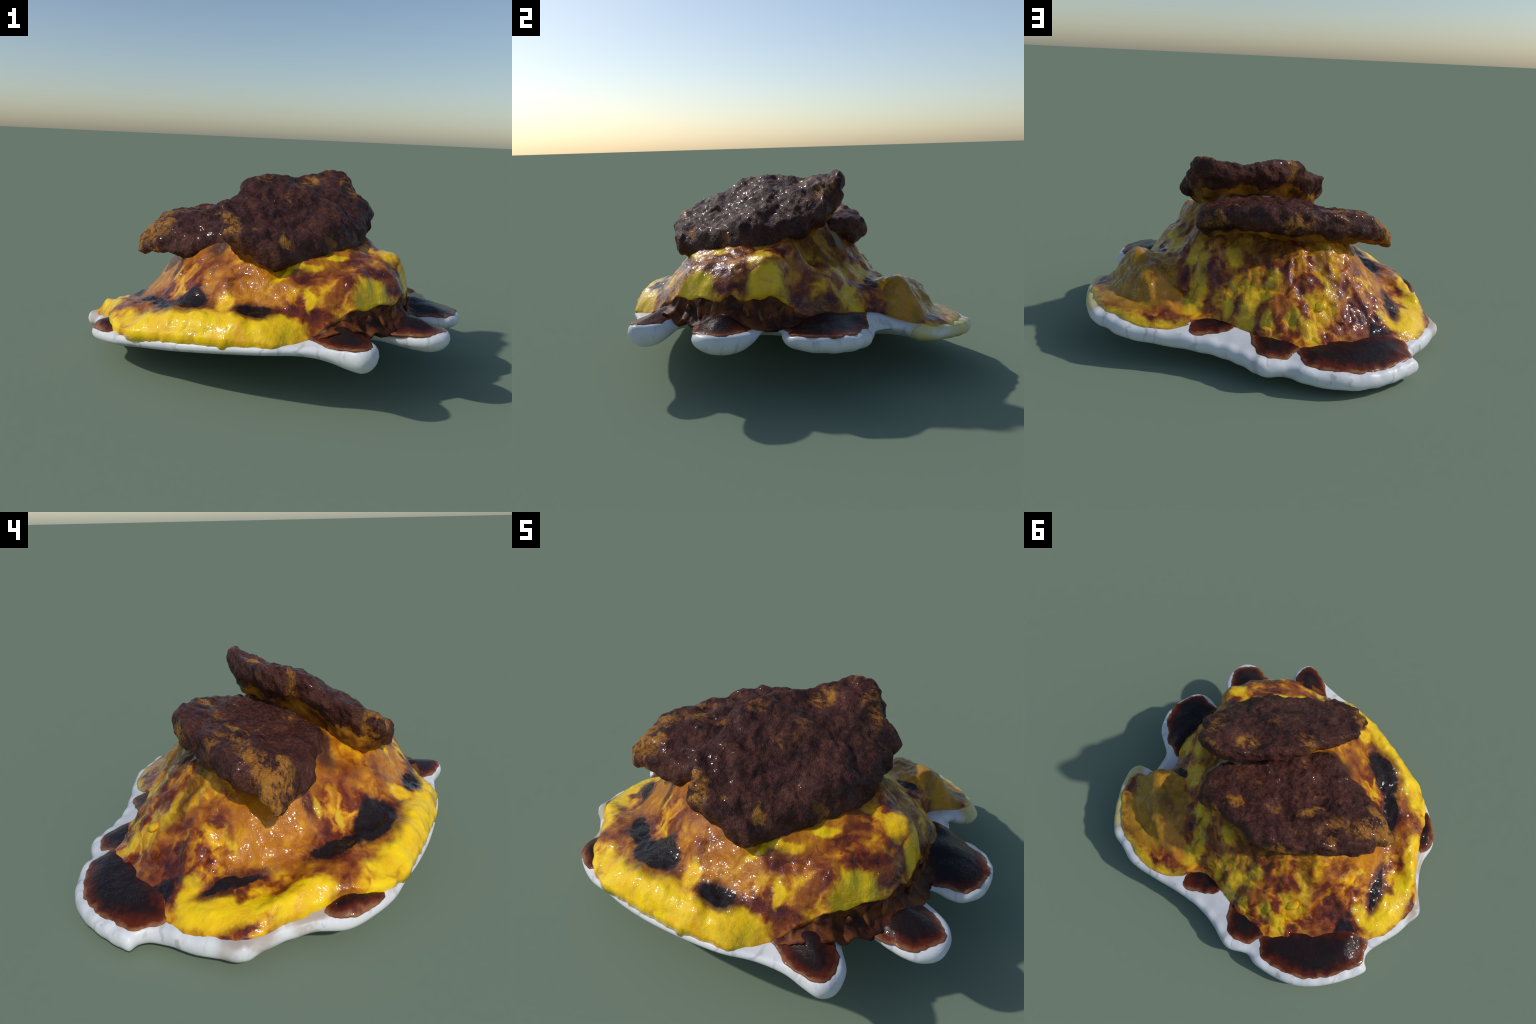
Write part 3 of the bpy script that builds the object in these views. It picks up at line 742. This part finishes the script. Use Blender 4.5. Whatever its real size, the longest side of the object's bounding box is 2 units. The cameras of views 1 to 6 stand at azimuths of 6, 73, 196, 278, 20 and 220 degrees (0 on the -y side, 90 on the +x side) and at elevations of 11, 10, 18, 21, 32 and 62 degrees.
def build_shreds(mat, parent):
    """A few single shreds of the filling that stick out of it."""
    sizes = [(0.015, 0.013, 0.042), (0.018, 0.015, 0.030), (0.013, 0.012, 0.052)]
    protos = [ellipsoid("stewed_shred", sizes[k], mat, parent, 31 + k, 14, 0.2) for k in range(3)]
    path = lip_path(0.004)
    for k, (t, h) in enumerate([(0.48, 0.50), (0.30, 0.40), (0.73, 0.30), (0.66, 0.42), (0.775, 0.22), (0.38, 0.6), (0.84, 0.45)]):
        p = path[int(t * (len(path) - 1))]
        q = p - p / np.linalg.norm(p) * random.uniform(-0.006, 0.004)
        base = float(plate_face(np.array([q]))[0])
        hi = float(edge_height(np.array([p]))[0])
        ob = protos[k] if k < 3 else protos[k % 3].copy()
        if k >= 3:
            bpy.context.scene.collection.objects.link(ob)
        ob.location = (q[0], q[1], base + (hi - base) * h)
        ob.rotation_euler = (random.uniform(-0.5, 0.5), random.uniform(-0.5, 0.5), random.uniform(0, 6.28))


CURD_LUMPS = [(-0.45, 0.612, 0.185, 0.06, 0.032, -20), (-0.432, 0.69, 0.150, 0.032, 0.024, 30), (-0.355, 0.60, 0.240, 0.045, 0.035, 10), (-0.50, 0.468, 0.262, 0.05, 0.022, 0),
              (-0.43, 0.49, 0.333, 0.034, 0.024, 60), (-0.20, 0.665, 0.222, 0.04, 0.03, 40)]


def build_curds(mat, parent):
    """Soft lumps of egg lying in the sauce on the far slope, half sunk into it."""
    from mathutils import Quaternion
    for k, (x, y, z, a, b, turn) in enumerate(CURD_LUMPS):
        ob = ellipsoid("egg_curd", (a * 1.15, b * 1.15, 0.018), mat, parent, 81 + k, 24, 0.22)
        slope = Vector((x * 0.3, y, 0)).normalized()
        q = Quaternion(Vector((0, 0, 1)).cross(slope), math.radians(38)) @ Quaternion((0, 0, 1), math.radians(turn))
        for v in ob.data.vertices:
            v.co = q @ v.co + Vector((x, y, z - 0.010))


# ------------------------------------------------------------------ assembly

def main():
    glaze, egg, sauce, shred, web = plate_material(), egg_material(), sauce_material(), shred_material(), web_material()
    plate = build_plate(glaze)
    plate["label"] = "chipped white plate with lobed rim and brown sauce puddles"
    plate["category"] = "plate"
    for o in PUDDLES:
        build_puddle(o, sauce, plate)

    omelette = build_egg(egg)
    omelette["label"] = "folded yellow omelette smeared with brown sauce"
    omelette["category"] = "omelette"
    build_filling(shred, omelette)
    build_shreds(carrot_material(), omelette)
    build_curds(egg, omelette)

    front = build_cutlet(CUT_FRONT, [tilt(x, y, -0.06) for x, y in ((-0.2, -0.5), (0.5, 0.0), (0.35, 0.25), (-0.1, -0.1), (0.15, -0.15), (0.1, -0.55), (0.45, -0.2))] + [tilt(-0.17, -0.27, -0.085), (0.06, 0.16, 0.92)],
                         0.06, 0.085, [(-0.17, -0.44, 0.08, -0.015), (0.33, -0.22, 0.17, 0.05), (0.35, 0.07, 0.09, 0.025), (0.36, 0.22, 0.06, 0.014), (0.15, -0.14, 0.12, 0.025), (0.0, -0.35, 0.08, 0.02), (0.25, -0.25, 0.06, -0.015), (0.19, 0.08, 0.07, -0.015)],
                         [crust_material([(0.40, 0.13, 0.10, 0.035, 110), (0.20, 0.10, 0.07, 0.05, 30), (-0.14, -0.47, 0.07, 0.045, -40), (-0.05, -0.10, 0.05, 0.035, 0), (0.13, -0.49, 0.03, 0.02, 20)]), web], 41)
    back = build_cutlet(CUT_BACK, [(x, y, z - 0.08) for x, y, z in CUT_BACK_FACE],
                        0.08, 0.055, [],
                        [crust_material([(-0.64, -0.05, 0.10, 0.05, 30), (-0.55, -0.10, 0.08, 0.04, 0), (-0.53, 0.05, 0.05, 0.04, 0), (-0.41, 0.14, 0.04, 0.09, 40), (0.085, 0.34, 0.045, 0.035, 0), (-0.27, 0.12, 0.03, 0.07, -40), (-0.25, 0.42, 0.10, 0.02, 30), (0.15, 0.44, 0.08, 0.02, 0), (-0.58, -0.02, 0.06, 0.04, 0)]), web], 57, 0.04, 0.05)
    for ob, w in ((front, "dark crusty fried cutlet with tan edges, leaning forward"), (back, "dark crusty fried cutlet with tan pointed end")):
        ob["label"] = w
        ob["category"] = "fried cutlet"


main()
